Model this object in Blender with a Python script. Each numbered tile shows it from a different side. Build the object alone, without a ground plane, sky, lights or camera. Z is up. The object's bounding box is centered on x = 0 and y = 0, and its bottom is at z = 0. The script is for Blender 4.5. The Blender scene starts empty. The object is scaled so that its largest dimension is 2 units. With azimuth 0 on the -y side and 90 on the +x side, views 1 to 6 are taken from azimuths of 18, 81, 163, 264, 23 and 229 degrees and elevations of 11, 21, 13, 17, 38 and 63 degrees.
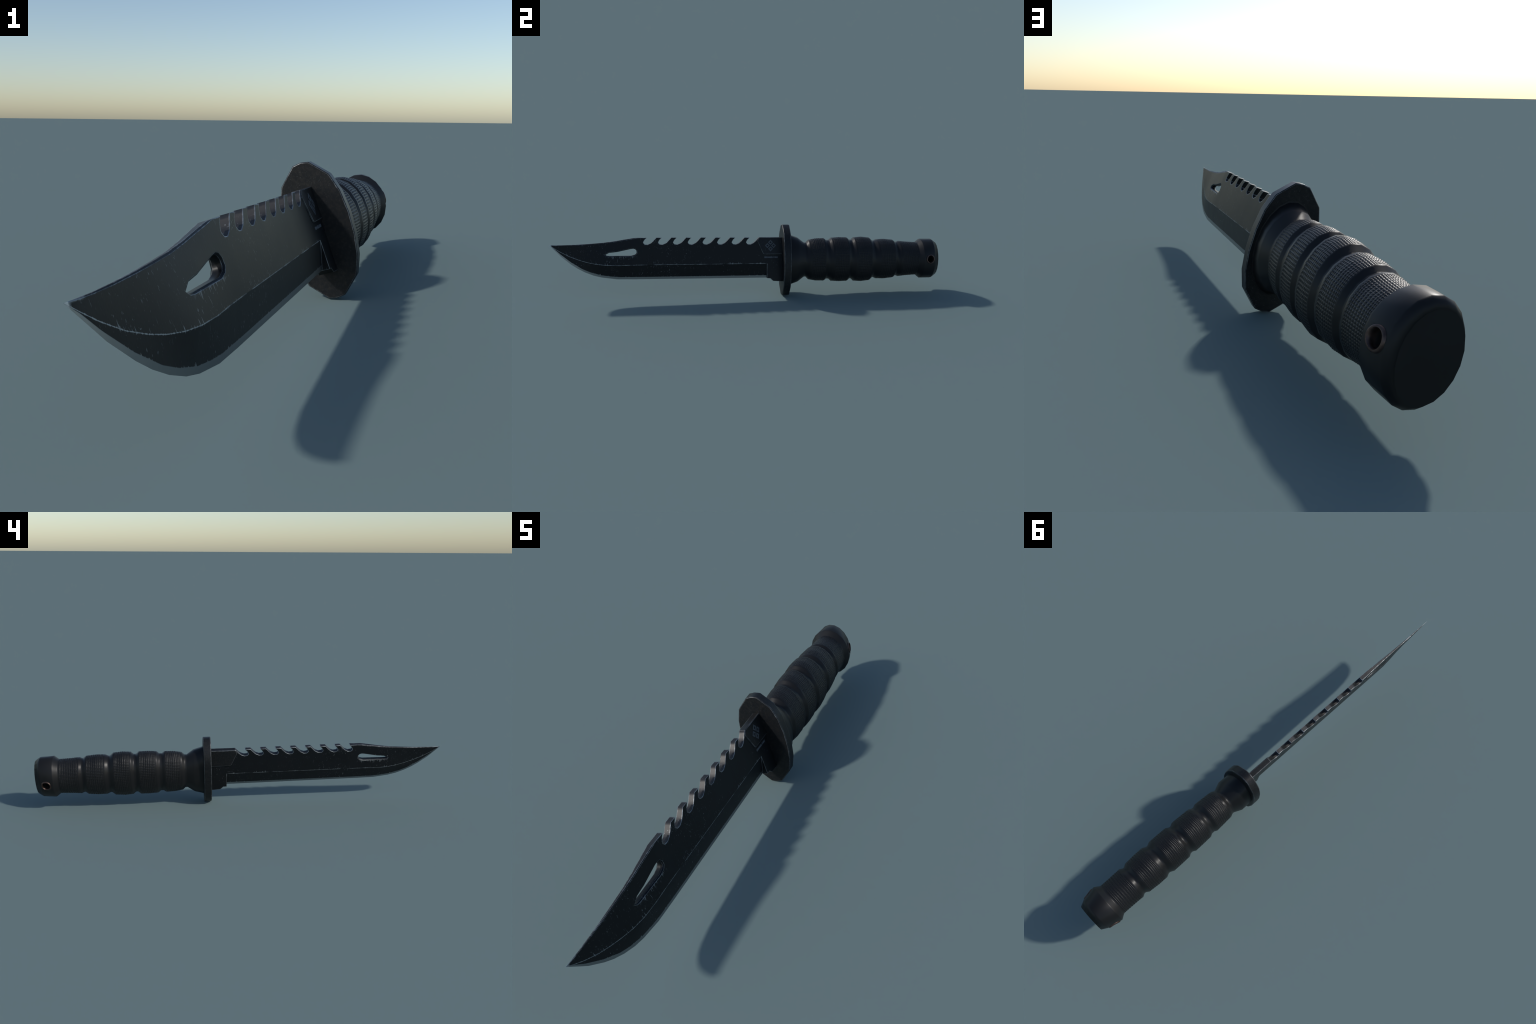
"""Black saw-backed survival knife: blade, guard, ribbed grip.
Built in the knife's own frame  x = thickness (T), y = length (L, handle +), z = height (W, spine +),
then leaned over and set on its guard."""
import bpy, math, random
from mathutils import Vector, Matrix
from mathutils.geometry import delaunay_2d_cdt

random.seed(7)

# ------------------------------------------------------------------ frame
LEAN, YAW, PITCH = math.radians(17.6), -0.0134, -0.0133
AX_L = Vector((YAW, 1.0, PITCH)).normalized()
w0 = Vector((-math.sin(LEAN), 0, math.cos(LEAN)))
AX_W = (w0 - AX_L * w0.dot(AX_L)).normalized()
AX_T = AX_L.cross(AX_W)
ORIGIN = Vector((0.0011, 0.18, 0.1788))
FRAME = Matrix.Translation(ORIGIN) @ Matrix((AX_T, AX_L, AX_W)).transposed().to_4x4()


def lerp_table(table, x):
    """Piecewise linear look-up in a list of (x, value...) sorted by x."""
    if x <= table[0][0]:
        return table[0][1:] if len(table[0]) > 2 else table[0][1]
    for a, b in zip(table, table[1:]):
        if x <= b[0]:
            f = (x - a[0]) / (b[0] - a[0])
            r = tuple(p + (q - p) * f for p, q in zip(a[1:], b[1:]))
            return r if len(r) > 1 else r[0]
    return table[-1][1:] if len(table[-1]) > 2 else table[-1][1]


# ------------------------------------------------------------------ scene helpers
def link(ob, parent=None):
    bpy.context.scene.collection.objects.link(ob)
    if parent:
        ob.parent = parent
    return ob


def mesh_object(name, verts, faces, mat, parent, normals=None, angle=None):
    me = bpy.data.meshes.new(name)
    me.from_pydata([tuple(v) for v in verts], [], faces)
    me.validate()
    me.materials.append(mat)
    for p in me.polygons:
        p.use_smooth = True
    if angle is not None:
        me.set_sharp_from_angle(angle=math.radians(angle))
    me.update()
    ob = link(bpy.data.objects.new(name, me), parent)
    if normals:
        me.normals_split_custom_set(normals(me))
    return ob


# ------------------------------------------------------------------ node helpers
class Nodes:
    def __init__(self, name):
        self.mat = bpy.data.materials.new(name)
        self.mat.use_nodes = True
        self.t = self.mat.node_tree
        self.bsdf = self.t.nodes["Principled BSDF"]

    def new(self, kind, **props):
        n = self.t.nodes.new(kind)
        for k, v in props.items():
            setattr(n, k, v)
        return n

    def put(self, socket, value):
        if isinstance(value, bpy.types.NodeSocket):
            self.t.links.new(value, socket)
        else:
            socket.default_value = value

    def math(self, op, a, b=0.0, c=0.0, clamp=False):
        n = self.new("ShaderNodeMath", operation=op, use_clamp=clamp)
        for s, v in zip(n.inputs, (a, b, c)):
            self.put(s, v)
        return n.outputs[0]

    def ramp(self, x, lo, hi):
        """0 below lo, 1 above hi, smooth between (lo may exceed hi)."""
        n = self.new("ShaderNodeMapRange", interpolation_type="SMOOTHSTEP")
        for k, v in (("Value", x), ("From Min", lo), ("From Max", hi), ("To Min", 0.0), ("To Max", 1.0)):
            self.put(n.inputs[k], v)
        return n.outputs[0]

    def scaled(self, vec, scale, rot=(0, 0, 0), loc=(0, 0, 0)):
        n = self.new("ShaderNodeMapping")
        self.put(n.inputs["Vector"], vec)
        n.inputs["Scale"].default_value = scale
        n.inputs["Rotation"].default_value = rot
        n.inputs["Location"].default_value = loc
        return n.outputs[0]

    def noise(self, vec, scale=1.0, detail=2.0, rough=0.5):
        n = self.new("ShaderNodeTexNoise")
        self.put(n.inputs["Vector"], vec)
        n.inputs["Scale"].default_value = scale
        n.inputs["Detail"].default_value = detail
        n.inputs["Roughness"].default_value = rough
        return n.outputs["Fac"]

    def mix(self, f, a, b):
        n = self.new("ShaderNodeMix", data_type="RGBA")
        self.put(n.inputs["Factor"], f)
        self.put(n.inputs[6], a if isinstance(a, bpy.types.NodeSocket) else (*a, 1))
        self.put(n.inputs[7], b if isinstance(b, bpy.types.NodeSocket) else (*b, 1))
        return n.outputs[2]

    def mixf(self, f, a, b):
        n = self.new("ShaderNodeMix", data_type="FLOAT")
        self.put(n.inputs["Factor"], f)
        self.put(n.inputs[2], a)
        self.put(n.inputs[3], b)
        return n.outputs[0]

    def curve(self, x, table):
        """Height of a profile line (L -> W), as a Float Curve node."""
        u = self.math("MULTIPLY_ADD", x, 1 / 1.25, 1.0)
        n = self.new("ShaderNodeFloatCurve")
        self.put(n.inputs["Value"], u)
        c = n.mapping.curves[0]
        pts = [(1 + l / 1.25, 0.5 + w / 0.4) for l, w in table]
        c.points[0].location, c.points[1].location = pts[0], pts[-1]
        for p in pts[1:-1]:
            c.points.new(*p)
        for p in c.points:
            p.handle_type = "VECTOR"
        n.mapping.update()
        return self.math("MULTIPLY_ADD", n.outputs[0], 0.4, -0.2)

    def edges(self, radius, samples=6):
        """(rounded normal, how strongly an edge is near)"""
        b = self.new("ShaderNodeBevel", samples=samples)
        b.inputs["Radius"].default_value = radius
        g = self.new("ShaderNodeNewGeometry")
        d = self.new("ShaderNodeVectorMath", operation="DOT_PRODUCT")
        self.put(d.inputs[0], b.outputs[0])
        self.put(d.inputs[1], g.outputs["Normal"])
        return b.outputs[0], self.math("SUBTRACT", 1.0, d.outputs["Value"])

    def finish(self, color, rough, metal=0.0, normal=None, spec=0.5):
        i = self.bsdf.inputs
        self.put(i["Base Color"], color if isinstance(color, bpy.types.NodeSocket) else (*color, 1))
        self.put(i["Roughness"], rough)
        self.put(i["Metallic"], metal)
        self.put(i["Specular IOR Level"], spec)
        if normal is not None:
            self.put(i["Normal"], normal)
        return self.mat

    def bump(self, height, strength, dist, normal=None):
        b = self.new("ShaderNodeBump")
        self.put(b.inputs["Height"], height)
        b.inputs["Strength"].default_value = strength
        b.inputs["Distance"].default_value = dist
        if normal is not None:
            self.put(b.inputs["Normal"], normal)
        return b.outputs[0]


# ------------------------------------------------------------------ blade lines  (L, W)
STEP = -0.0957                      # where the cutting bevel stops at the ricasso
END = -0.015                        # tang end, inside the guard
RIDGE_W = -0.0168
EDGE = [(-1.1805, .0848), (-1.1257, .0275), (-1.0800, -.0102), (-1.0490, -.0315), (-1.0120, -.0515),
        (-.9690, -.0686), (-.9280, -.0788), (-.8550, -.0884), (-.7700, -.0898), (STEP, -.0918)]
HONED = [(-1.1805, .0849), (-1.1600, .0695), (-1.1305, .0412), (-1.0795, .0002), (-1.0250, -.0345),
         (-.9850, -.0520), (-.9340, -.0668), (-.8850, -.0740), (-.8430, -.0777), (-.7500, -.0785), (STEP, -.0793)]
RIDGE = [(-1.1805, .0850), (-1.1570, .0690), (-1.1310, .0520), (-1.0860, .0280), (-1.0400, .0100),
         (-.9990, -.0025), (-.9580, -.0112), (-.9080, -.0168), (-.8450, -.0190), (-.7900, -.0172),
         (-.7200, RIDGE_W), (STEP, RIDGE_W)]
SPINE = [(-1.1805, .0851), (-1.1253, .0844), (-1.0772, .0856), (-1.0187, .0883), (-.9676, .0916),
         (-.9162, .0959), (-.8645, .1030), (-.8126, .1116), (-.7656, .1191), (-.7080, .1189),
         (-.6000, .1190), (-.1353, .1167), (END, .1170)]
# half thickness along spine, ridge and honed line
T_SPINE = [(-1.1805, .0002), (-1.0300, .0022), (-.9250, .0034), (-.8850, .0040), (-.8260, .0056),
           (-.7660, .0084), (-.7080, .0098), (END, .0100)]
T_RIDGE = [(-1.1805, .0002), (-1.1570, .0010), (-1.1100, .0023), (-1.0600, .0036), (-1.0200, .0055),
           (-.9800, .0092), (-.9450, .0135), (-.9100, .0158), (-.8700, .0163), (END, .0163)]
T_HONED = [(-1.1805, .0001), (-1.1600, .0006), (-1.0800, .0014), (-.9500, .0024), (-.8500, .0026), (END, .0026)]


def wedge(W):
    return 0.0098 + 0.048 * (0.119 - W)


def half_thickness(L, W, zone):
    if zone == "ricasso":
        return wedge(W)
    wr, tr = lerp_table(RIDGE, L), lerp_table(T_RIDGE, L)
    if zone in ("flat", "swedge"):
        ws, ts = lerp_table(SPINE, L), lerp_table(T_SPINE, L)
        f = (W - wr) / max(ws - wr, 1e-4)
        return tr + (ts - tr) * min(max(f, -0.05), 1.05)
    wh, th = lerp_table(HONED, L), lerp_table(T_HONED, L)
    if zone == "bevel":
        f = (wr - W) / max(wr - wh, 1e-4)
        return tr + (th - tr) * min(max(f, -0.05), 1.05)
    we = lerp_table(EDGE, L)
    f = (wh - W) / max(wh - we, 1e-4)
    return th * (1 - min(max(f, 0), 1))


# narrow swedge falling away from the spine along the clip
SWEDGE_DROP = [(-1.1700, .0), (-1.1500, .0016), (-1.0772, .0030), (-.9000, .0044), (-.7766, .0046), (-.7420, .0)]


def swedge(L):
    return lerp_table(SPINE, L) - lerp_table(SWEDGE_DROP, L)


def zone_of(L, W):
    if -1.170 < L < -.742 and W > swedge(L):
        return "swedge"
    if L >= STEP or W >= lerp_table(RIDGE, L):
        return "flat"
    return "bevel" if W >= lerp_table(HONED, L) else "honed"


# saw back: eight hooked gullets, each a leaning U between short flat teeth
GULLET = [(0, 0), (-.0108, -.0108), (-.0160, -.0200), (-.0173, -.0256), (-.0098, -.0336), (.0042, -.0350),
          (.0208, -.0274), (.0313, -.0180), (.0404, -.0078), (.0484, .0005)]
STARTS = [-.7080 + .07445 * k for k in range(8)]
SLOT = [(-.9115, .0350), (-.8938, .0444), (-.8549, .0485), (-.7871, .0632), (-.7745, .0645), (-.7655, .0622), (-.7592, .0545),
        (-.7588, .0430), (-.7665, .0350), (-.7850, .0293), (-.8914, .0293), (-.9060, .0308)]


def offset_loop(loop, d):
    """Grow a closed loop outwards by d along its vertex normals."""
    n, out = len(loop), []
    area = sum(loop[i][0] * loop[(i + 1) % n][1] - loop[(i + 1) % n][0] * loop[i][1] for i in range(n))
    s = 1 if area > 0 else -1
    for i in range(n):
        p, q, r = (Vector(loop[j % n]) for j in (i - 1, i, i + 1))
        a, b = (q - p).normalized(), (r - q).normalized()
        m = (Vector((a.y, -a.x)) + Vector((b.y, -b.x))) * s
        m.normalize()
        k = max(0.5, m.dot(Vector((a.y, -a.x)) * s))
        out.append(tuple(q + m * d / k))
    return out


def inside(p, loop):
    c = False
    for (x1, y1), (x2, y2) in zip(loop, loop[1:] + loop[:1]):
        if (y1 > p[1]) != (y2 > p[1]) and p[0] < (x2 - x1) * (p[1] - y1) / (y2 - y1) + x1:
            c = not c
    return c


BLADE_YAW = .0018                    # the blade sits a hair off the line of the grip
FLAT_TILT = -.025                   # normals of the flats tipped down to dim their sky reflection


def build_blade(mat, parent):
    outline = sorted([q for q in SPINE if q[0] <= -.7081] + [(l, lerp_table(SPINE, l)) for l in (-1.17, -.742)])
    for s in STARTS:
        top = lerp_table(SPINE, s)
        outline += [(s + a, top + b) for a, b in GULLET]
    outline += [(END, .1170)]
    tail = [(END, RIDGE_W), (STEP, RIDGE_W), (STEP, HONED[-1][1])]
    outline += tail + [q for q in reversed(EDGE[1:])]
    ric = [(STEP, RIDGE_W), (STEP, -.0935), (-.0784, -.0938), (-.0641, -.1077), (END, -.1112), (END, RIDGE_W)]
    rim = offset_loop(SLOT, .0034)

    verts, index = [], {}

    def vert(t, L, W):
        k = (round(t, 6), round(L, 6), round(W, 6))
        if k not in index:
            index[k] = len(verts)
            verts.append((t - L * BLADE_YAW, L, W))
        return index[k]

    faces, zones = [], []

    def add(f, zone):
        f = [v for i, v in enumerate(f) if v != f[i - 1]]
        if len(set(f)) >= 3:
            faces.append(f)
            zones.append(zone)

    def patch(loop, hole, lines, extra, zone, skip):
        pts, segs = [], []

        def chain(c, closed):
            b = len(pts)
            pts.extend(c)
            segs.extend((b + i, b + i + 1) for i in range(len(c) - 1))
            if closed:
                segs.append((b + len(c) - 1, b))
        chain(loop, True)
        if hole:
            chain(hole, True)
        for c in lines:
            chain(c, False)
        pts.extend(extra)
        co, _, tris, _, _, _ = delaunay_2d_cdt([Vector(p) for p in pts], segs, [], 1, 1e-6)
        co = [tuple(c) for c in co]
        count = {}
        for tri in tris:
            c = [sum(co[i][k] for i in tri) / 3 for k in (0, 1)]
            if not inside(c, loop) or (hole and inside(c, hole)):
                continue
            z = zone or zone_of(*c)
            t3 = [half_thickness(*co[i], z) for i in tri]
            a = [vert(t, *co[i]) for t, i in zip(t3, tri)]
            b = [vert(-t, *co[i]) for t, i in zip(t3, tri)]
            ccw = (co[tri[1]][0] - co[tri[0]][0]) * (co[tri[2]][1] - co[tri[0]][1]) - \
                  (co[tri[2]][0] - co[tri[0]][0]) * (co[tri[1]][1] - co[tri[0]][1]) > 0
            add(a if ccw else a[::-1], z)
            add(b[::-1] if ccw else b, z)
            o = tri if ccw else tri[::-1]
            for i, j in zip(o, list(o[1:]) + [o[0]]):
                count[(i, j)] = z
        for (i, j), z in count.items():
            if (j, i) in count:
                continue
            p, q = co[i], co[j]
            if skip(p, q):
                continue
            tp, tq = half_thickness(*p, z), half_thickness(*q, z)
            if hole and min((Vector(p) - Vector(r)).length for r in hole) < 1e-5 and \
                    min((Vector(q) - Vector(r)).length for r in hole) < 1e-5:
                def inner(r):
                    k = min(range(len(hole)), key=lambda m: (Vector(hole[m]) - Vector(r)).length)
                    return SLOT[k]
                pi, qi = inner(p), inner(q)
                dp, dq = max(tp - .0042, .001), max(tq - .0042, .001)
                add([vert(tp, *p), vert(dp, *pi), vert(dq, *qi), vert(tq, *q)], "rim")
                add([vert(-tq, *q), vert(-dq, *qi), vert(-dp, *pi), vert(-tp, *p)], "rim")
                add([vert(dp, *pi), vert(-dp, *pi), vert(-dq, *qi), vert(dq, *qi)], "wall")
            else:
                add([vert(tp, *p), vert(-tp, *p), vert(-tq, *q), vert(tq, *q)], "wall")

    grid = []
    L = -1.14
    while L < -.70:
        lo, hi = lerp_table(RIDGE, L), swedge(L) - .001
        for k in range(1, 6):
            p = (L, lo + (hi - lo) * k / 6)
            if not inside(p, offset_loop(SLOT, .010)) and hi - lo > .012:
                grid.append(p)
        L += .022
    ridge_line = RIDGE[1:]
    honed_line = HONED[1:]
    near = lambda x, y: abs(x - y) < 1e-5
    skipA = lambda p, q: (near(p[1], RIDGE_W) and near(q[1], RIDGE_W) and min(p[0], q[0]) > STEP - 1e-5) \
        or (near(p[0], STEP) and near(q[0], STEP)) or (near(p[0], END) and near(q[0], END))
    skipB = lambda p, q: (near(p[1], RIDGE_W) and near(q[1], RIDGE_W)) or (near(p[0], END) and near(q[0], END))
    bevel_line = [(l, swedge(l)) for l in sorted({-1.17, -.742, -1.15, -.7766} | {q[0] for q in SPINE if -1.15 < q[0] < -.7766})]
    patch(outline, rim, [ridge_line, honed_line, bevel_line], grid, None, skipA)
    patch(ric, None, [], [], "ricasso", skipB)

    def normals(me):
        """Flats follow the ground surfaces, softly along the length; walls are smoothed among themselves."""
        zs = [zones[p.index] for p in me.polygons] if len(me.polygons) == len(zones) else None
        at = {}
        for p in me.polygons:
            if zs[p.index] in ("wall", "rim"):
                for v in p.vertices:
                    at.setdefault((v, zs[p.index]), []).append(p.normal.copy())
        out = [None] * len(me.loops)
        for p in me.polygons:
            z = zs[p.index]
            for li in p.loop_indices:
                v = me.loops[li].vertex_index
                if z in ("wall", "rim"):
                    n = Vector()
                    for q in at[(v, z)]:
                        if q.dot(p.normal) > 0.62:
                            n += q
                    out[li] = n.normalized()
                    continue
                x, l, w = me.vertices[v].co
                s = 1 if p.normal.x > 0 else -1
                if z == "ricasso" or p.center.y > -.705 and z == "flat":
                    out[li] = Vector((s, 0, FLAT_TILT)).normalized()
                    continue
                if z == "swedge":
                    out[li] = Vector((s, 0, .75)).normalized()
                    continue
                c = p.center
                e = .016
                l0, l1 = max(l - e, -1.178), min(l + e, STEP - .001 if z != "flat" else END)
                if z == "flat":
                    lw = min(max(w, lerp_table(RIDGE, l) + .004), lerp_table(SPINE, l) - .004)
                else:
                    lw = w
                fl = lambda a: half_thickness(a, lw, z)
                gl = (fl(l1) - fl(l0)) / (l1 - l0)
                if z == "flat":
                    a, b = lerp_table(RIDGE, l), lerp_table(SPINE, l)
                elif z == "bevel":
                    a, b = lerp_table(HONED, l), lerp_table(RIDGE, l)
                else:
                    a, b = lerp_table(EDGE, l), lerp_table(HONED, l)
                gw = (half_thickness(l, b, z) - half_thickness(l, a, z)) / max(b - a, 1e-3)
                gl = min(max(gl, -.25), .25)
                gw = min(max(gw, -.45), .45)
                if z == "flat":
                    k = min(max((l + .705) / -.06, 0), 1)
                    gw = -FLAT_TILT * (1 - k) + (gw + .048 - FLAT_TILT) * k
                out[li] = Vector((s, -gl, -gw)).normalized()
        return out

    return mesh_object("blade", verts, faces, mat, parent, normals)


# ------------------------------------------------------------------ generic extruded plate with chamfered rims
def lofted(name, rings, mat, parent, angle=35, caps=True):
    n = len(rings[0])
    verts = [v for r in rings for v in r]
    faces = []
    for k in range(len(rings) - 1):
        for i in range(n):
            j = (i + 1) % n
            faces.append([k * n + i, k * n + j, (k + 1) * n + j, (k + 1) * n + i])
    if caps:
        faces.append(list(range(n))[::-1])
        faces.append([(len(rings) - 1) * n + i for i in range(n)])
    ob = mesh_object(name, verts, faces, mat, parent)
    import bmesh
    bm = bmesh.new()
    bm.from_mesh(ob.data)
    bmesh.ops.recalc_face_normals(bm, faces=bm.faces)
    bm.to_mesh(ob.data)
    bm.free()
    ob.data.set_sharp_from_angle(angle=math.radians(angle))
    return ob


PLATE = [(-.1379, .1180), (-.1478, .0997), (-.1195, .0365), (-.1160, .0328), (-.1105, .0308), (-.1040, .0300),
         (END, .0300), (END, .1180)]


def plate_t(W):
    return 0.0126 + 0.068 * (0.118 - W)


def build_plate(mat, parent):
    inner = offset_loop(PLATE, -.0018)
    inner[-1] = (END, .1168)
    inner[-2] = (END, .0318)
    rings = [[(plate_t(w), l, w) for l, w in inner],
             [(plate_t(w) - .0022, l, w) for l, w in PLATE],
             [(-plate_t(w) + .0022, l, w) for l, w in PLATE],
             [(-plate_t(w), l, w) for l, w in inner]]
    return lofted("reinforcing_plate", rings, mat, parent, 30)


def build_emblem(mat, parent):
    """Four hollow diamonds set as a larger diamond on the right side of the plate."""
    c = Vector((-.0787, .0754))
    for dl, dw in ((0, .0168), (.0160, 0), (0, -.0168), (-.0162, 0)):
        rings = []
        for r, h in ((.0128, .0001), (.0126, .0007), (.0060, .0007), (.0058, .0001)):
            rings.append([(plate_t(c.y + dw + q * r) + h, c.x + dl + p * r, c.y + dw + q * r)
                          for p, q in ((1, 0), (0, 1), (-1, 0), (0, -1))])
        n = 4
        verts = [v for r in rings for v in r]
        faces = [[k * n + i, k * n + (i + 1) % n, (k + 1) * n + (i + 1) % n, (k + 1) * n + i]
                 for k in range(3) for i in range(n)]
        mesh_object("emblem_diamond", verts, faces, mat, parent, angle=30)


def build_serial(mat, parent):
    cu = bpy.data.curves.new("serial_lettering", "FONT")
    cu.body = "S0H403.1001"
    cu.size = 1.0
    cu.extrude = 0.02
    cu.offset = 0.04
    cu.resolution_u = 3
    tmp = link(bpy.data.objects.new("serial_draft", cu))
    bpy.context.view_layer.update()
    me = bpy.data.meshes.new_from_object(tmp.evaluated_get(bpy.context.evaluated_depsgraph_get()))
    bpy.data.objects.remove(tmp)
    bpy.data.curves.remove(cu)
    xs, ys = [v.co.x for v in me.vertices], [v.co.y for v in me.vertices]
    x0, x1, y0, y1 = min(xs), max(xs), min(ys), max(ys)
    for v in me.vertices:
        l = -.1108 + (v.co.x - x0) / (x1 - x0) * .0705
        w = .0108 + (v.co.y - y0) / (y1 - y0) * .0086
        v.co = (wedge(w) + (.0005 if v.co.z > 0 else -.0003), l, w)
    me.materials.clear()
    me.materials.append(mat)
    me.name = "serial_lettering"
    link(bpy.data.objects.new("serial_lettering", me), parent)


# ------------------------------------------------------------------ guard
GUARD_Q = [(.0903, .0300), (.0825, .0880), (.0658, .1362), (.0218, .1806)]


def guard_outline():
    q = GUARD_Q
    up = q + [(0, .1842)] + [(-a, b) for a, b in reversed(q)]
    return up + [(-a, -b) for a, b in q] + [(0, -.1842)] + [(a, -b) for a, b in reversed(q)]


def build_guard(mat, parent):
    o = guard_outline()
    i = offset_loop(o, -.0022)
    ring = lambda loop, L: [(t, L, w) for t, w in loop]
    return lofted("guard", [ring(i, -.0185), ring(o, -.0160), ring(o, .0165), ring(i, .0188)], mat, parent, 40)


# ------------------------------------------------------------------ handle
# (L, half height b along W, half width a along T)
PROFILE = [(.0120, .1360, .0800), (.0200, .1360, .0800), (.0205, .1320, .0770), (.0334, .1272, .0772), (.0650, .1160, .0778),
           (.0999, .0897, .0625), (.1100, .0902, .0625),
           (.1230, .1040, .0690), (.1630, .1117, .0718), (.2060, .1124, .0740),
           (.2183, .1018, .0680), (.2323, .1025, .0682),
           (.2450, .1141, .0755), (.2880, .1174, .0772), (.3300, .1157, .0780),
           (.3433, .1030, .0705), (.3548, .1033, .0710),
           (.3674, .1156, .0788), (.4080, .1188, .0800), (.4517, .1140, .0800),
           (.4690, .0977, .0720), (.4770, .0980, .0725),
           (.4910, .1048, .0800), (.5338, .1064, .0802), (.5820, .1014, .0765),
           (.5955, .0898, .0680), (.6025, .0902, .0680),
           (.6145, .0952, .0752), (.6500, .0914, .0742), (.7090, .0878, .0735), (.7140, .0878, .0737),
           (.7350, .1050, .0880), (.7957, .1050, .0750), (.8199, .0877, .0615)]
BANDS = [(.1320, .2030), (.2535, .3275), (.3755, .4490), (.4995, .5790), (.6215, .7080)]
SIDES, FINE = 20, 4
AROUND = SIDES * FINE
KNURL = .0017
RELIEF = 1.15


def section(L):
    return lerp_table(PROFILE, L)


def chord(k):
    """Radius factor of point k (of AROUND) on a SIDES-gon inscribed in the unit circle."""
    th = 2 * math.pi * k / AROUND
    seg = 2 * math.pi / SIDES
    return math.cos(seg / 2) / math.cos((th % seg) - seg / 2)


def surface(k, L, lift=0.0):
    b, a = section(L)
    th = 2 * math.pi * k / AROUND
    c = chord(k)
    return Vector((math.cos(th) * (a * c + lift), L, math.sin(th) * (b * c + lift)))


def smooth_normal(th, L, soft=.0032):
    """Normal of the smooth oval the facets stand for, softened along the length."""
    def mean(x):
        tot, sb, sa = 0, 0, 0
        for i in range(-3, 4):
            g = math.exp(-i * i / 4.5)
            b, a = section(min(max(x + i * soft / 2, .0206), .8199))
            sb += g * b
            sa += g * a
            tot += g
        return sb / tot, sa / tot
    e = .0008
    (b0, a0), (b1, a1), (b, a) = mean(L - e), mean(L + e), mean(L)
    db, da = (b1 - b0) / (2 * e), (a1 - a0) / (2 * e)
    c, s = math.cos(th), math.sin(th)
    tang = Vector((-a * s, 0, b * c))
    along = Vector((da * c, 1, db * s))
    n = along.cross(tang)
    if n.x * c + n.z * s < 0:
        n.negate()
    return n.normalized()


CACHE = {}


def cached_normal(th, L):
    k = (round(th, 5), round(L, 5))
    if k not in CACHE:
        n = smooth_normal(th, L, .0032 if L > .10 else .0032 + min(.012, (.10 - L) * .4))
        t = min(max((L - .7957) / .0242, 0), 1)
        CACHE[k] = (n * (1 - t) + Vector((0, t, 0))).normalized()
    return CACHE[k]


def handle_normals(me):
    out = [None] * len(me.loops)
    for p in me.polygons:
        for li in p.loop_indices:
            x, l, z = me.vertices[me.loops[li].vertex_index].co
            b, a = section(l)
            n = cached_normal(math.atan2(z / b, x / a) % (2 * math.pi), l)
            out[li] = n if n.dot(p.normal) > .45 else p.normal
    return out


def sleeve(name, stations, mat, parent, cap=False):
    verts = [surface(k, L) for L in stations for k in range(AROUND)]
    faces = []
    for s in range(len(stations) - 1):
        for k in range(AROUND):
            j = (k + 1) % AROUND
            faces.append([s * AROUND + k, (s + 1) * AROUND + k, (s + 1) * AROUND + j, s * AROUND + j])
    if cap:
        faces.append([(len(stations) - 1) * AROUND + k for k in range(AROUND)][::-1])
    return verts, faces


def stations_between(a, b):
    s = {round(a, 5), round(b, 5)}
    for L, _, _ in PROFILE:
        if a < L < b:
            s.add(L)
            for d in (-.002, .002):
                if a < L + d < b:
                    s.add(round(L + d, 5))
    return sorted(s)


def build_sleeve(name, a, b, mat, parent):
    v, f = sleeve(name, stations_between(a, b), mat, parent)
    return mesh_object(name, v, f, mat, parent, handle_normals)


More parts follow.
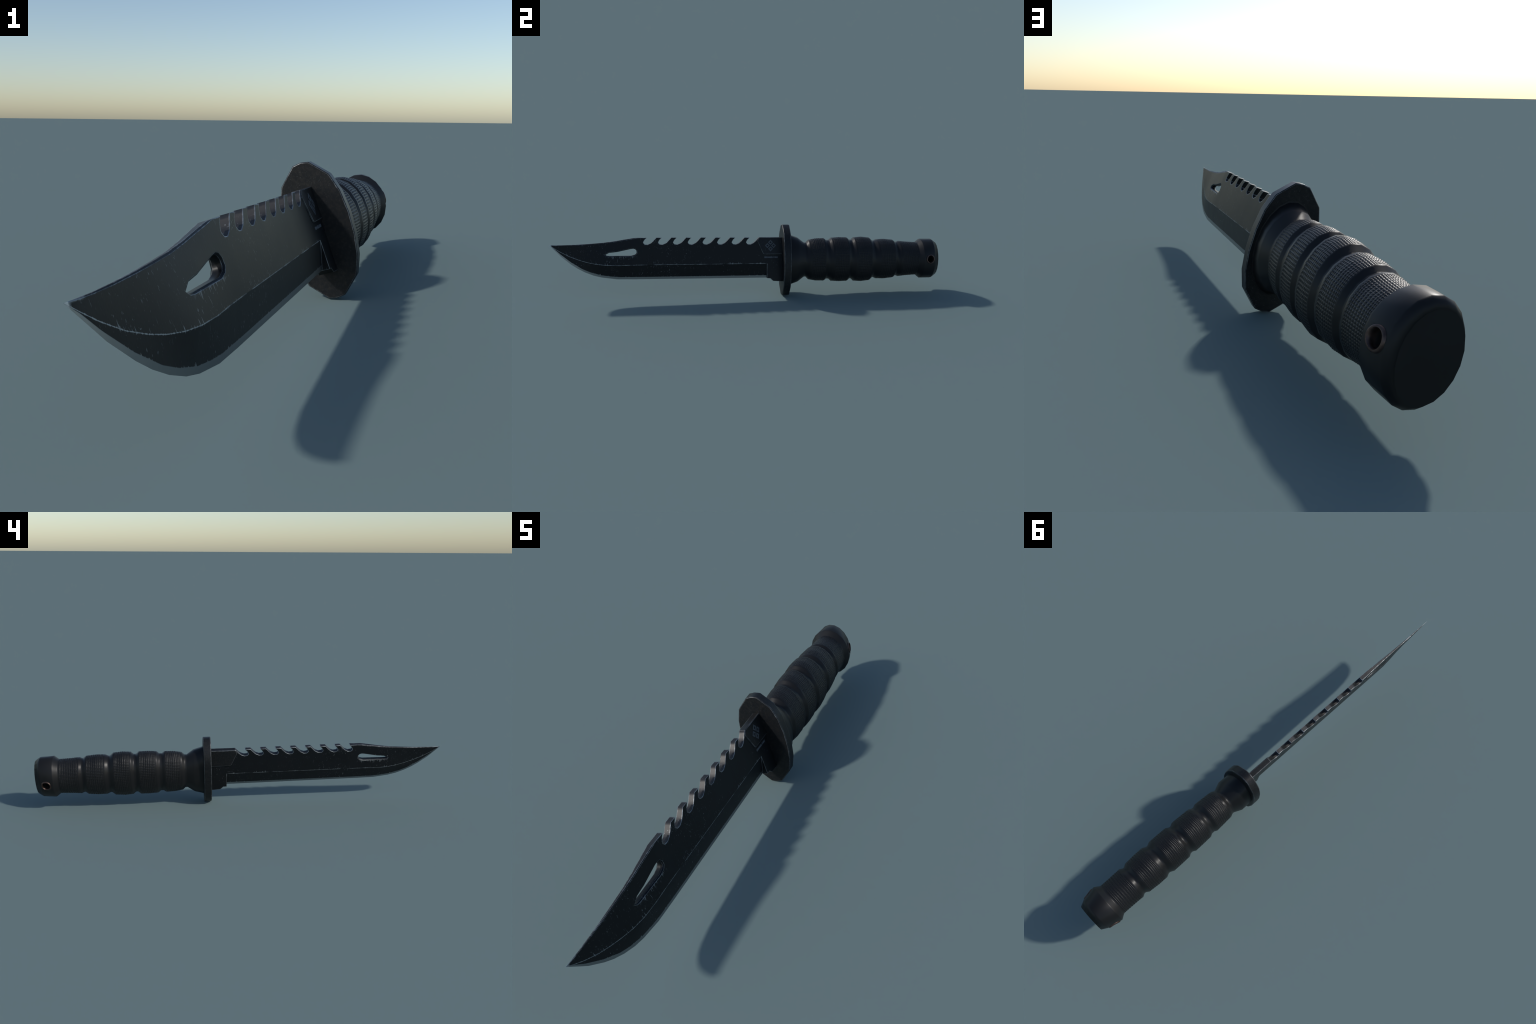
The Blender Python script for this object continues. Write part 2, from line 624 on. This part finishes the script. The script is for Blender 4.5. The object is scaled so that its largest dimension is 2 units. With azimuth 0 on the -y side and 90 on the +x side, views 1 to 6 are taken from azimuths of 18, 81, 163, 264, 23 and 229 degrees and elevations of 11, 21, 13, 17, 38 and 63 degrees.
def build_band(a, b, mat, parent, rows):
    """One ring of the grip, covered in small pyramids, rows crowding towards its rims."""
    def at(u):
        return a + (b - a) * (u - .30 * math.sin(2 * math.pi * u) / (2 * math.pi))
    sub = 4
    cols = AROUND * sub
    verts, faces, cells = [], [], []
    heights = [[random.uniform(.88, 1.12) for _ in range(AROUND)] for _ in range(rows)]

    def pyramid(f):
        """Profile across one pyramid (0..1): straight flanks, rounded top; and its slope."""
        x = abs(2 * f - 1)
        q = .30
        y = 1 - x if x > q else 1 - q / 2 - x * x / (2 * q)
        d = (-1 if x > q else -x / q) * (2 if f > .5 else -2)
        return y, d

    def place(i, j):
        """Point of the fine net: i along the length, j around."""
        u, k = i / sub, j / sub
        L = at(u / rows)
        th = 2 * math.pi * k / AROUND
        lift = -KNURL * .45
        r, c = min(int(u), rows - 1), int(k) % AROUND
        lift += KNURL * pyramid(u - r)[0] * pyramid(k - int(k))[0] * heights[r][c]
        p = surface(k, L)
        if 0 < i < rows * sub:
            p = p + cached_normal(th, L) * lift
        return p

    for i in range(rows * sub + 1):
        for j in range(cols):
            verts.append(place(i, j))
    for i in range(rows * sub):
        for j in range(cols):
            j2 = (j + 1) % cols
            faces.append([i * cols + j, (i + 1) * cols + j, (i + 1) * cols + j2, i * cols + j2])
            cells.append((i // sub, j // sub))
    mids = []
    for rr in range(rows):
        L0, L1 = at(rr / rows), at((rr + 1) / rows)
        mids.append((L0, L1))

    def normals(me):
        out = [None] * len(me.loops)
        for p in me.polygons:
            rr, c = cells[p.index]
            L0, L1 = mids[rr]
            for li in p.loop_indices:
                vi = me.loops[li].vertex_index
                i, j = divmod(vi, cols)
                th = 2 * math.pi * (j / sub) / AROUND
                L = at(i / sub / rows)
                n = cached_normal(th, L).copy()
                fu = min(max(i / sub - rr, 0), 1)
                fv = j / sub - c
                if fv < -1:
                    fv += AROUND
                bb, aa = section(L)
                tang = Vector((-aa * math.sin(th), 0, bb * math.cos(th)))
                width = tang.length * 2 * math.pi / AROUND
                (pu, du), (pv, dv) = pyramid(fu), pyramid(min(max(fv, 0), 1))
                hh = KNURL * heights[rr][c] * RELIEF
                n -= Vector((0, 1, 0)) * (hh * du * pv / (L1 - L0)) + tang.normalized() * (hh * pu * dv / width)
                out[li] = n.normalized()
        return out

    return mesh_object("grip_band", verts, faces, mat, parent, normals)


HOLE_L, HOLE_R = .7690, .0215


def build_pommel(mat, parent):
    st = stations_between(BANDS[-1][1], .8199)
    v, f = sleeve("pommel", st, mat, parent, cap=True)
    me = bpy.data.meshes.new("pommel_draft")
    me.from_pydata([tuple(p) for p in v], [], f + [list(range(AROUND))])
    draft = link(bpy.data.objects.new("pommel_draft", me))
    n = 32
    cv = [(x, HOLE_L + HOLE_R * math.cos(2 * math.pi * i / n), HOLE_R * math.sin(2 * math.pi * i / n))
          for x in (-.2, -.02, .02, .2) for i in range(n)]
    cf = []
    for o in (0, 2 * n):
        cf += [[o + i, o + (i + 1) % n, o + n + (i + 1) % n, o + n + i] for i in range(n)]
        cf += [[o + i for i in range(n)][::-1], [o + n + i for i in range(n)]]
    cm = bpy.data.meshes.new("drill")
    cm.from_pydata(cv, [], cf)
    drill = link(bpy.data.objects.new("drill", cm))
    import bmesh
    for m in (me, cm):
        bm = bmesh.new()
        bm.from_mesh(m)
        bmesh.ops.recalc_face_normals(bm, faces=bm.faces)
        bm.to_mesh(m)
        bm.free()
    mod = draft.modifiers.new("bore", "BOOLEAN")
    mod.operation, mod.object, mod.solver = "DIFFERENCE", drill, "EXACT"
    bpy.context.view_layer.update()
    out = bpy.data.meshes.new_from_object(draft.evaluated_get(bpy.context.evaluated_depsgraph_get()))
    for o in (draft, drill):
        bpy.data.objects.remove(o)
    bm = bmesh.new()
    bm.from_mesh(out)
    bmesh.ops.delete(bm, geom=[q for q in bm.faces if all(abs(x.co.y - st[0]) < 1e-5 for x in q.verts)], context="FACES")
    bm.to_mesh(out)
    bm.free()
    out.name = "pommel"
    out.materials.clear()
    out.materials.append(mat)
    for p in out.polygons:
        p.use_smooth = True
    ob = link(bpy.data.objects.new("pommel", out), parent)

    def normals(m):
        res = [None] * len(m.loops)
        for p in m.polygons:
            flat = abs(p.normal.y) > .97
            for li in p.loop_indices:
                x, l, z = m.vertices[m.loops[li].vertex_index].co
                if flat:
                    res[li] = p.normal
                    continue
                b, a = section(l)
                c = cached_normal(math.atan2(z / b, x / a) % (2 * math.pi), l)
                res[li] = c if c.dot(p.normal) > (.25 if l > .79 else .6) else p.normal
        return res
    out.normals_split_custom_set(normals(out))
    return ob


def build_eyelet(side, mat, parent):
    """Turned metal ring lining the lanyard hole; its rim follows the tapering pommel."""
    n = 36
    prof = [(.0140, -.055), (.0168, -.050), (.0168, -.0040), (.0176, .0010), (.0194, .0036), (.0222, .0038),
            (.0244, .0022), (.0254, -.0040)]
    rings = []
    for r, h in prof:
        ring = []
        for i in range(n):
            q = 2 * math.pi * i / n
            l, w = HOLE_L + r * math.cos(q), r * math.sin(q)
            b, a = section(l)
            t = a * math.sqrt(max(0, 1 - (w / b) ** 2)) * .995
            if h < -.04:
                t = .08
            ring.append((side * (t + h), l, w))
        rings.append(ring)
    verts = [v for r in rings for v in r]
    faces = [[k * n + i, k * n + (i + 1) % n, (k + 1) * n + (i + 1) % n, (k + 1) * n + i]
             for k in range(len(prof) - 1) for i in range(n)]
    faces.append(list(range(n)))
    if side > 0:
        faces = [f[::-1] for f in faces]
    return mesh_object("lanyard_eyelet", verts, faces, mat, parent, angle=50)


# ------------------------------------------------------------------ materials
COAT = (.0058, .0069, .0084)
STEEL = (.33, .36, .38)


def coated_steel(name, blade, edge_gain=1.0, speckle=1.0):
    N = Nodes(name)
    tc = N.new("ShaderNodeTexCoord").outputs["Object"]
    sep = N.new("ShaderNodeSeparateXYZ")
    N.put(sep.inputs[0], tc)
    T, L, W = sep.outputs
    # broad patches where the coating is thinner or busier
    patchy = N.noise(N.scaled(tc, (9, 9, 9)), 1, 3)
    # fine scratches: stretched noise, mostly across the blade
    if blade or edge_gain > 2:
        fine = N.noise(N.scaled(tc, (40, 330, 62), rot=(.30, 0, 0)), 1, 2, .6)
        fine2 = N.noise(N.scaled(tc, (40, 260, 80), rot=(-.35, 0, 0), loc=(3, 1, 7)), 1, 2, .6)
    else:
        fine = N.noise(N.scaled(tc, (420, 120, 160), rot=(0, .5, 0)), 1, 2, .6)
        fine2 = N.noise(N.scaled(tc, (150, 150, 420), rot=(0, .3, 0), loc=(3, 1, 7)), 1, 2, .6)
    busy = N.ramp(N.noise(N.scaled(tc, (6, 6, 9), loc=(5, 2, 9)), 1, 2), .40, .62)
    if blade:
        busy = N.math("MULTIPLY", busy, N.math("MULTIPLY_ADD", N.ramp(L, -.50, -.72), .8, .35), clamp=True)
    sc = N.math("MULTIPLY", N.ramp(fine, .68, .75), N.math("MULTIPLY_ADD", busy, .80, .10))
    sc2 = N.math("MULTIPLY", N.ramp(fine2, .69, .76), N.math("MULTIPLY_ADD", busy, .7, .07))
    k = 1 if blade else 2.2
    spots = N.math("MULTIPLY", N.ramp(N.noise(N.scaled(tc, (150 * k, 140 * k, 100 * k)), 1, 3, .6), .645, .72), busy)
    spots = N.math("MULTIPLY", spots, speckle)
    scratch = N.math("MULTIPLY", N.math("MAXIMUM", N.math("MAXIMUM", sc, sc2), spots), .55 if blade else .22)
    # worn edges
    rounded, edge = N.edges(.0026, 12)
    chips = N.noise(N.scaled(tc, (110, 110, 110), loc=(1, 4, 2)), 1, 4, .7)
    big = N.ramp(N.noise(N.scaled(tc, (17, 17, 17), loc=(8, 4, 1)), 1, 2), .40, .58)
    grip = N.math("MULTIPLY_ADD", chips, .34, N.math("MULTIPLY", edge, 1.2 * edge_gain))
    worn = N.math("MULTIPLY", N.ramp(grip, .19, .27), N.ramp(edge, .006, .03))
    worn = N.math("MULTIPLY", worn, N.math("MULTIPLY_ADD", big, .65, .35))
    if not blade:
        # chipped coating reaching in from the rims
        _, wide = N.edges(.0085, 8)
        flake = N.noise(N.scaled(tc, (95, 95, 95), loc=(6, 2, 4)), 1, 3, .65)
        rim = N.math("MULTIPLY", N.ramp(N.math("MULTIPLY_ADD", wide, 1.1, flake), .70, .78), N.ramp(wide, .012, .05))
        worn = N.math("MAXIMUM", worn, N.math("MULTIPLY", rim, N.math("MULTIPLY_ADD", big, .55, .25)))
    wear = N.math("MAXIMUM", scratch, N.math("MULTIPLY", worn, .85))
    mottle = N.noise(N.scaled(tc, (130, 130, 130), loc=(2, 8, 5)), 1, 4, .75)
    base = N.mix(N.ramp(patchy, .3, .7), COAT, tuple(c * 1.3 for c in COAT))
    base = N.mix(N.ramp(mottle, .40, .72), base, (.0085, .0098, .0115) if blade else (.0165, .016, .0155))
    rough = N.math("MULTIPLY_ADD", patchy, .12, .33)
    if blade:
        # gullet and spine walls: colour and gloss set apart to show sun glare
        geo = N.new("ShaderNodeNewGeometry")
        vt = N.new("ShaderNodeVectorTransform", vector_type="NORMAL", convert_from="WORLD", convert_to="OBJECT")
        N.put(vt.inputs[0], geo.outputs["True Normal"])
        ns = N.new("ShaderNodeSeparateXYZ")
        N.put(ns.inputs[0], vt.outputs[0])
        wall = N.math("MULTIPLY", N.ramp(N.math("ABSOLUTE", ns.outputs[0]), .6, .4), N.ramp(W, .076, .080))
        base = N.mix(wall, base, (.010, .010, .0105))
        gloss = N.math("MULTIPLY_ADD", wall, .27, .19)
        ahead = N.ramp(L, STEP - .0004, STEP - .0014)
        spikes = N.noise(N.scaled(tc, (1, 190, 24), rot=(.28, 0, 0), loc=(0, 2, 4)), 1, 3, .7)
        # bright streaks and a broken line along the grind ridge
        fray = N.noise(N.scaled(tc, (1, 330, 120), rot=(.3, 0, 0), loc=(0, 6, 1)), 1, 2, .6)
        d = N.math("SUBTRACT", W, N.curve(L, RIDGE))
        along = N.noise(N.scaled(tc, (0, 16, 0), loc=(0, 3.7, 0)), 1, 2)
        tipward = N.ramp(L, -.84, -.95)
        line = N.math("MULTIPLY", N.ramp(N.math("SUBTRACT", N.math("ABSOLUTE", d), N.math("MULTIPLY_ADD", fray, .0036, -.0018)), .0012, .0002),
                      N.math("MAXIMUM", N.ramp(along, .38, .56), tipward))
        reach = N.math("MULTIPLY", N.ramp(spikes, .50, .74), N.math("MULTIPLY", N.ramp(along, .45, .58), .016))
        streak = N.math("MULTIPLY", N.ramp(N.math("SUBTRACT", d, reach), .0006, -.0012), N.ramp(d, -.004, -.0005))
        streak = N.math("MULTIPLY", streak, N.ramp(reach, .0015, .005))
        ridge = N.math("MULTIPLY", N.math("MAXIMUM", line, N.math("MULTIPLY", streak, .6)), ahead)
        wear = N.math("MAXIMUM", wear, N.math("MULTIPLY", ridge, .85))
        # rubbed corners of the saw teeth and the spine
        rub = N.noise(N.scaled(tc, (120, 70, 120), loc=(4, 9, 3)), 1, 3, .65)
        _, corner = N.edges(.0042, 8)
        area = N.ramp(N.noise(N.scaled(tc, (0, 9, 0), loc=(0, 1.3, 0)), 1, 1), .38, .56)
        rub = N.ramp(N.math("MULTIPLY_ADD", corner, 1.0, N.math("MULTIPLY_ADD", area, .20, rub)), .70, .82)
        rub = N.math("MULTIPLY", N.math("MULTIPLY", rub, N.ramp(corner, .015, .06)), N.ramp(W, .070, .080))
        wear = N.math("MAXIMUM", wear, N.math("MULTIPLY", rub, .9))
        # scuffs below the slot
        below = N.math("SUBTRACT", .0264, W)
        ls = N.math("MULTIPLY", N.ramp(L, -.905, -.88), N.ramp(L, -.752, -.762))
        scuff = N.ramp(N.math("SUBTRACT", N.math("MULTIPLY", N.ramp(spikes, .45, .72), .017), below), 0, .004)
        scuff = N.math("MULTIPLY", N.math("MULTIPLY", scuff, ls), N.ramp(below, -.0008, .0006))
        wear = N.math("MAXIMUM", wear, N.math("MULTIPLY", scuff, .40))
        # ground cutting edge, its upper border ragged
        h = N.math("SUBTRACT", W, N.curve(L, HONED))
        ragged = N.math("MULTIPLY", N.ramp(spikes, .50, .78), N.math("MULTIPLY", N.ramp(along, .42, .62), .009))
        honed = N.math("MULTIPLY", N.ramp(N.math("SUBTRACT", h, ragged), .0008, -.0006), ahead)
        tip = N.ramp(L, -1.1710, -1.1745)
        honed = N.math("MAXIMUM", honed, tip)
    else:
        honed = 0.0
    color = N.mix(wear, base, STEEL)
    metal = N.math("MULTIPLY", wear, .8)
    if blade:
        rough = N.mixf(wall, rough, .43)
    rough = N.mixf(wear, rough, .40)
    if blade:
        brushed = N.noise(N.scaled(tc, (40, 260, 20)), 1, 2)
        color = N.mix(honed, color, N.mix(tip, (.25, .27, .285), (.37, .40, .45)))
        metal = N.mixf(honed, metal, 1.0)
        rough = N.mixf(honed, rough, N.math("MULTIPLY_ADD", brushed, .12, .26))
    grain = N.noise(N.scaled(tc, (260, 260, 260)), 1, 3)
    if blade:                                    # keep the ground edge itself crisp
        g = N.new("ShaderNodeNewGeometry")
        vm = N.new("ShaderNodeMix", data_type="VECTOR")
        N.put(vm.inputs["Factor"], honed)
        N.put(vm.inputs[4], rounded)
        N.put(vm.inputs[5], g.outputs["Normal"])
        rounded = vm.outputs[1]
    nrm = N.bump(grain, .08, .001, rounded)
    return N.finish(color, rough, metal, nrm, gloss if blade else .24)


def rubber(name, col=(.0092, .0094, .0100), rough=.37):
    N = Nodes(name)
    tc = N.new("ShaderNodeTexCoord").outputs["Object"]
    big = N.noise(N.scaled(tc, (7, 7, 7)), 1, 3)
    small = N.noise(N.scaled(tc, (330, 330, 330)), 1, 2)
    c = N.mix(N.ramp(big, .3, .7), col, tuple(x * 1.25 for x in col))
    r = N.math("MULTIPLY_ADD", big, .12, rough - .06)
    return N.finish(c, r, 0.0, N.bump(small, .06, .0008), .235)


def plain(name, col, rough, metal=0.0, scale=120, var=1.3):
    N = Nodes(name)
    tc = N.new("ShaderNodeTexCoord").outputs["Object"]
    n = N.noise(N.scaled(tc, (scale,) * 3), 1, 3)
    return N.finish(N.mix(N.ramp(n, .3, .7), col, tuple(x * var for x in col)), rough, metal)


def eyelet_metal():
    """Bronzed ring, near-black inside the bore."""
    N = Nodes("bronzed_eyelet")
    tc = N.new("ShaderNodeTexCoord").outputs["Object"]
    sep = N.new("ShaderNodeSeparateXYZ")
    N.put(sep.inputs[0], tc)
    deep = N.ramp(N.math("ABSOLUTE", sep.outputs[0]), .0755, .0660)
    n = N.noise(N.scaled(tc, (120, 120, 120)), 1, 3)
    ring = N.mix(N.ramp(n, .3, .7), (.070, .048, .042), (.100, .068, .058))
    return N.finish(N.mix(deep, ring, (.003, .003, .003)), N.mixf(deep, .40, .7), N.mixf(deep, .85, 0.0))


# ------------------------------------------------------------------ assemble
root = link(bpy.data.objects.new("combat_knife", None))
root.empty_display_size = .1
root.location = (0, .18, 0)
root["label"] = "black saw-backed combat knife with oval guard and ribbed grip"
root["category"] = "knife"
bpy.context.view_layer.update()

m_blade = coated_steel("blackened_blade_steel", True, 1.5)
m_fit = coated_steel("blackened_fittings", False, 1.3, .6)
m_plate = coated_steel("blackened_plate", False, 2.5, .8)
m_grip = rubber("grip_rubber")
m_pommel = rubber("pommel_polymer", rough=.41)
m_mark = plain("etched_mark", (.046, .054, .064), .5, 0.0)
m_text = plain("etched_lettering", (.075, .088, .104), .5, 0.0)
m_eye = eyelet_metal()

blade = build_blade(m_blade, root)
guard = build_guard(m_fit, root)
handle = build_sleeve("handle", .0120, BANDS[0][0], m_grip, root)
for ob in (blade, guard, handle):
    ob.matrix_parent_inverse = Matrix.Identity(4)
    ob.matrix_local = Matrix.Translation(-root.location) @ FRAME
build_plate(m_plate, blade)
build_emblem(m_mark, blade)
build_serial(m_text, blade)
for i, (a, b) in enumerate(BANDS):
    band = build_band(a, b, m_grip, handle, 9 if i == 0 else 10)
    if i + 1 < len(BANDS):
        build_sleeve("grip_groove", b, BANDS[i + 1][0], m_grip, handle)
build_pommel(m_pommel, handle)
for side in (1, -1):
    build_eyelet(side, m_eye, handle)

# settle on the ground plane, centred in x
bpy.context.view_layer.update()
lo, hi = Vector((9, 9, 9)), Vector((-9, -9, -9))
for ob in bpy.data.objects:
    if ob.type == "MESH":
        for v in ob.data.vertices:
            p = ob.matrix_world @ v.co
            for k in range(3):
                lo[k], hi[k] = min(lo[k], p[k]), max(hi[k], p[k])
shift = Vector((-(lo.x + hi.x) / 2, -(lo.y + hi.y) / 2, -lo.z))
for ob in (blade, guard, handle):
    ob.location += shift
print("bounds", lo, hi, "shift", shift)
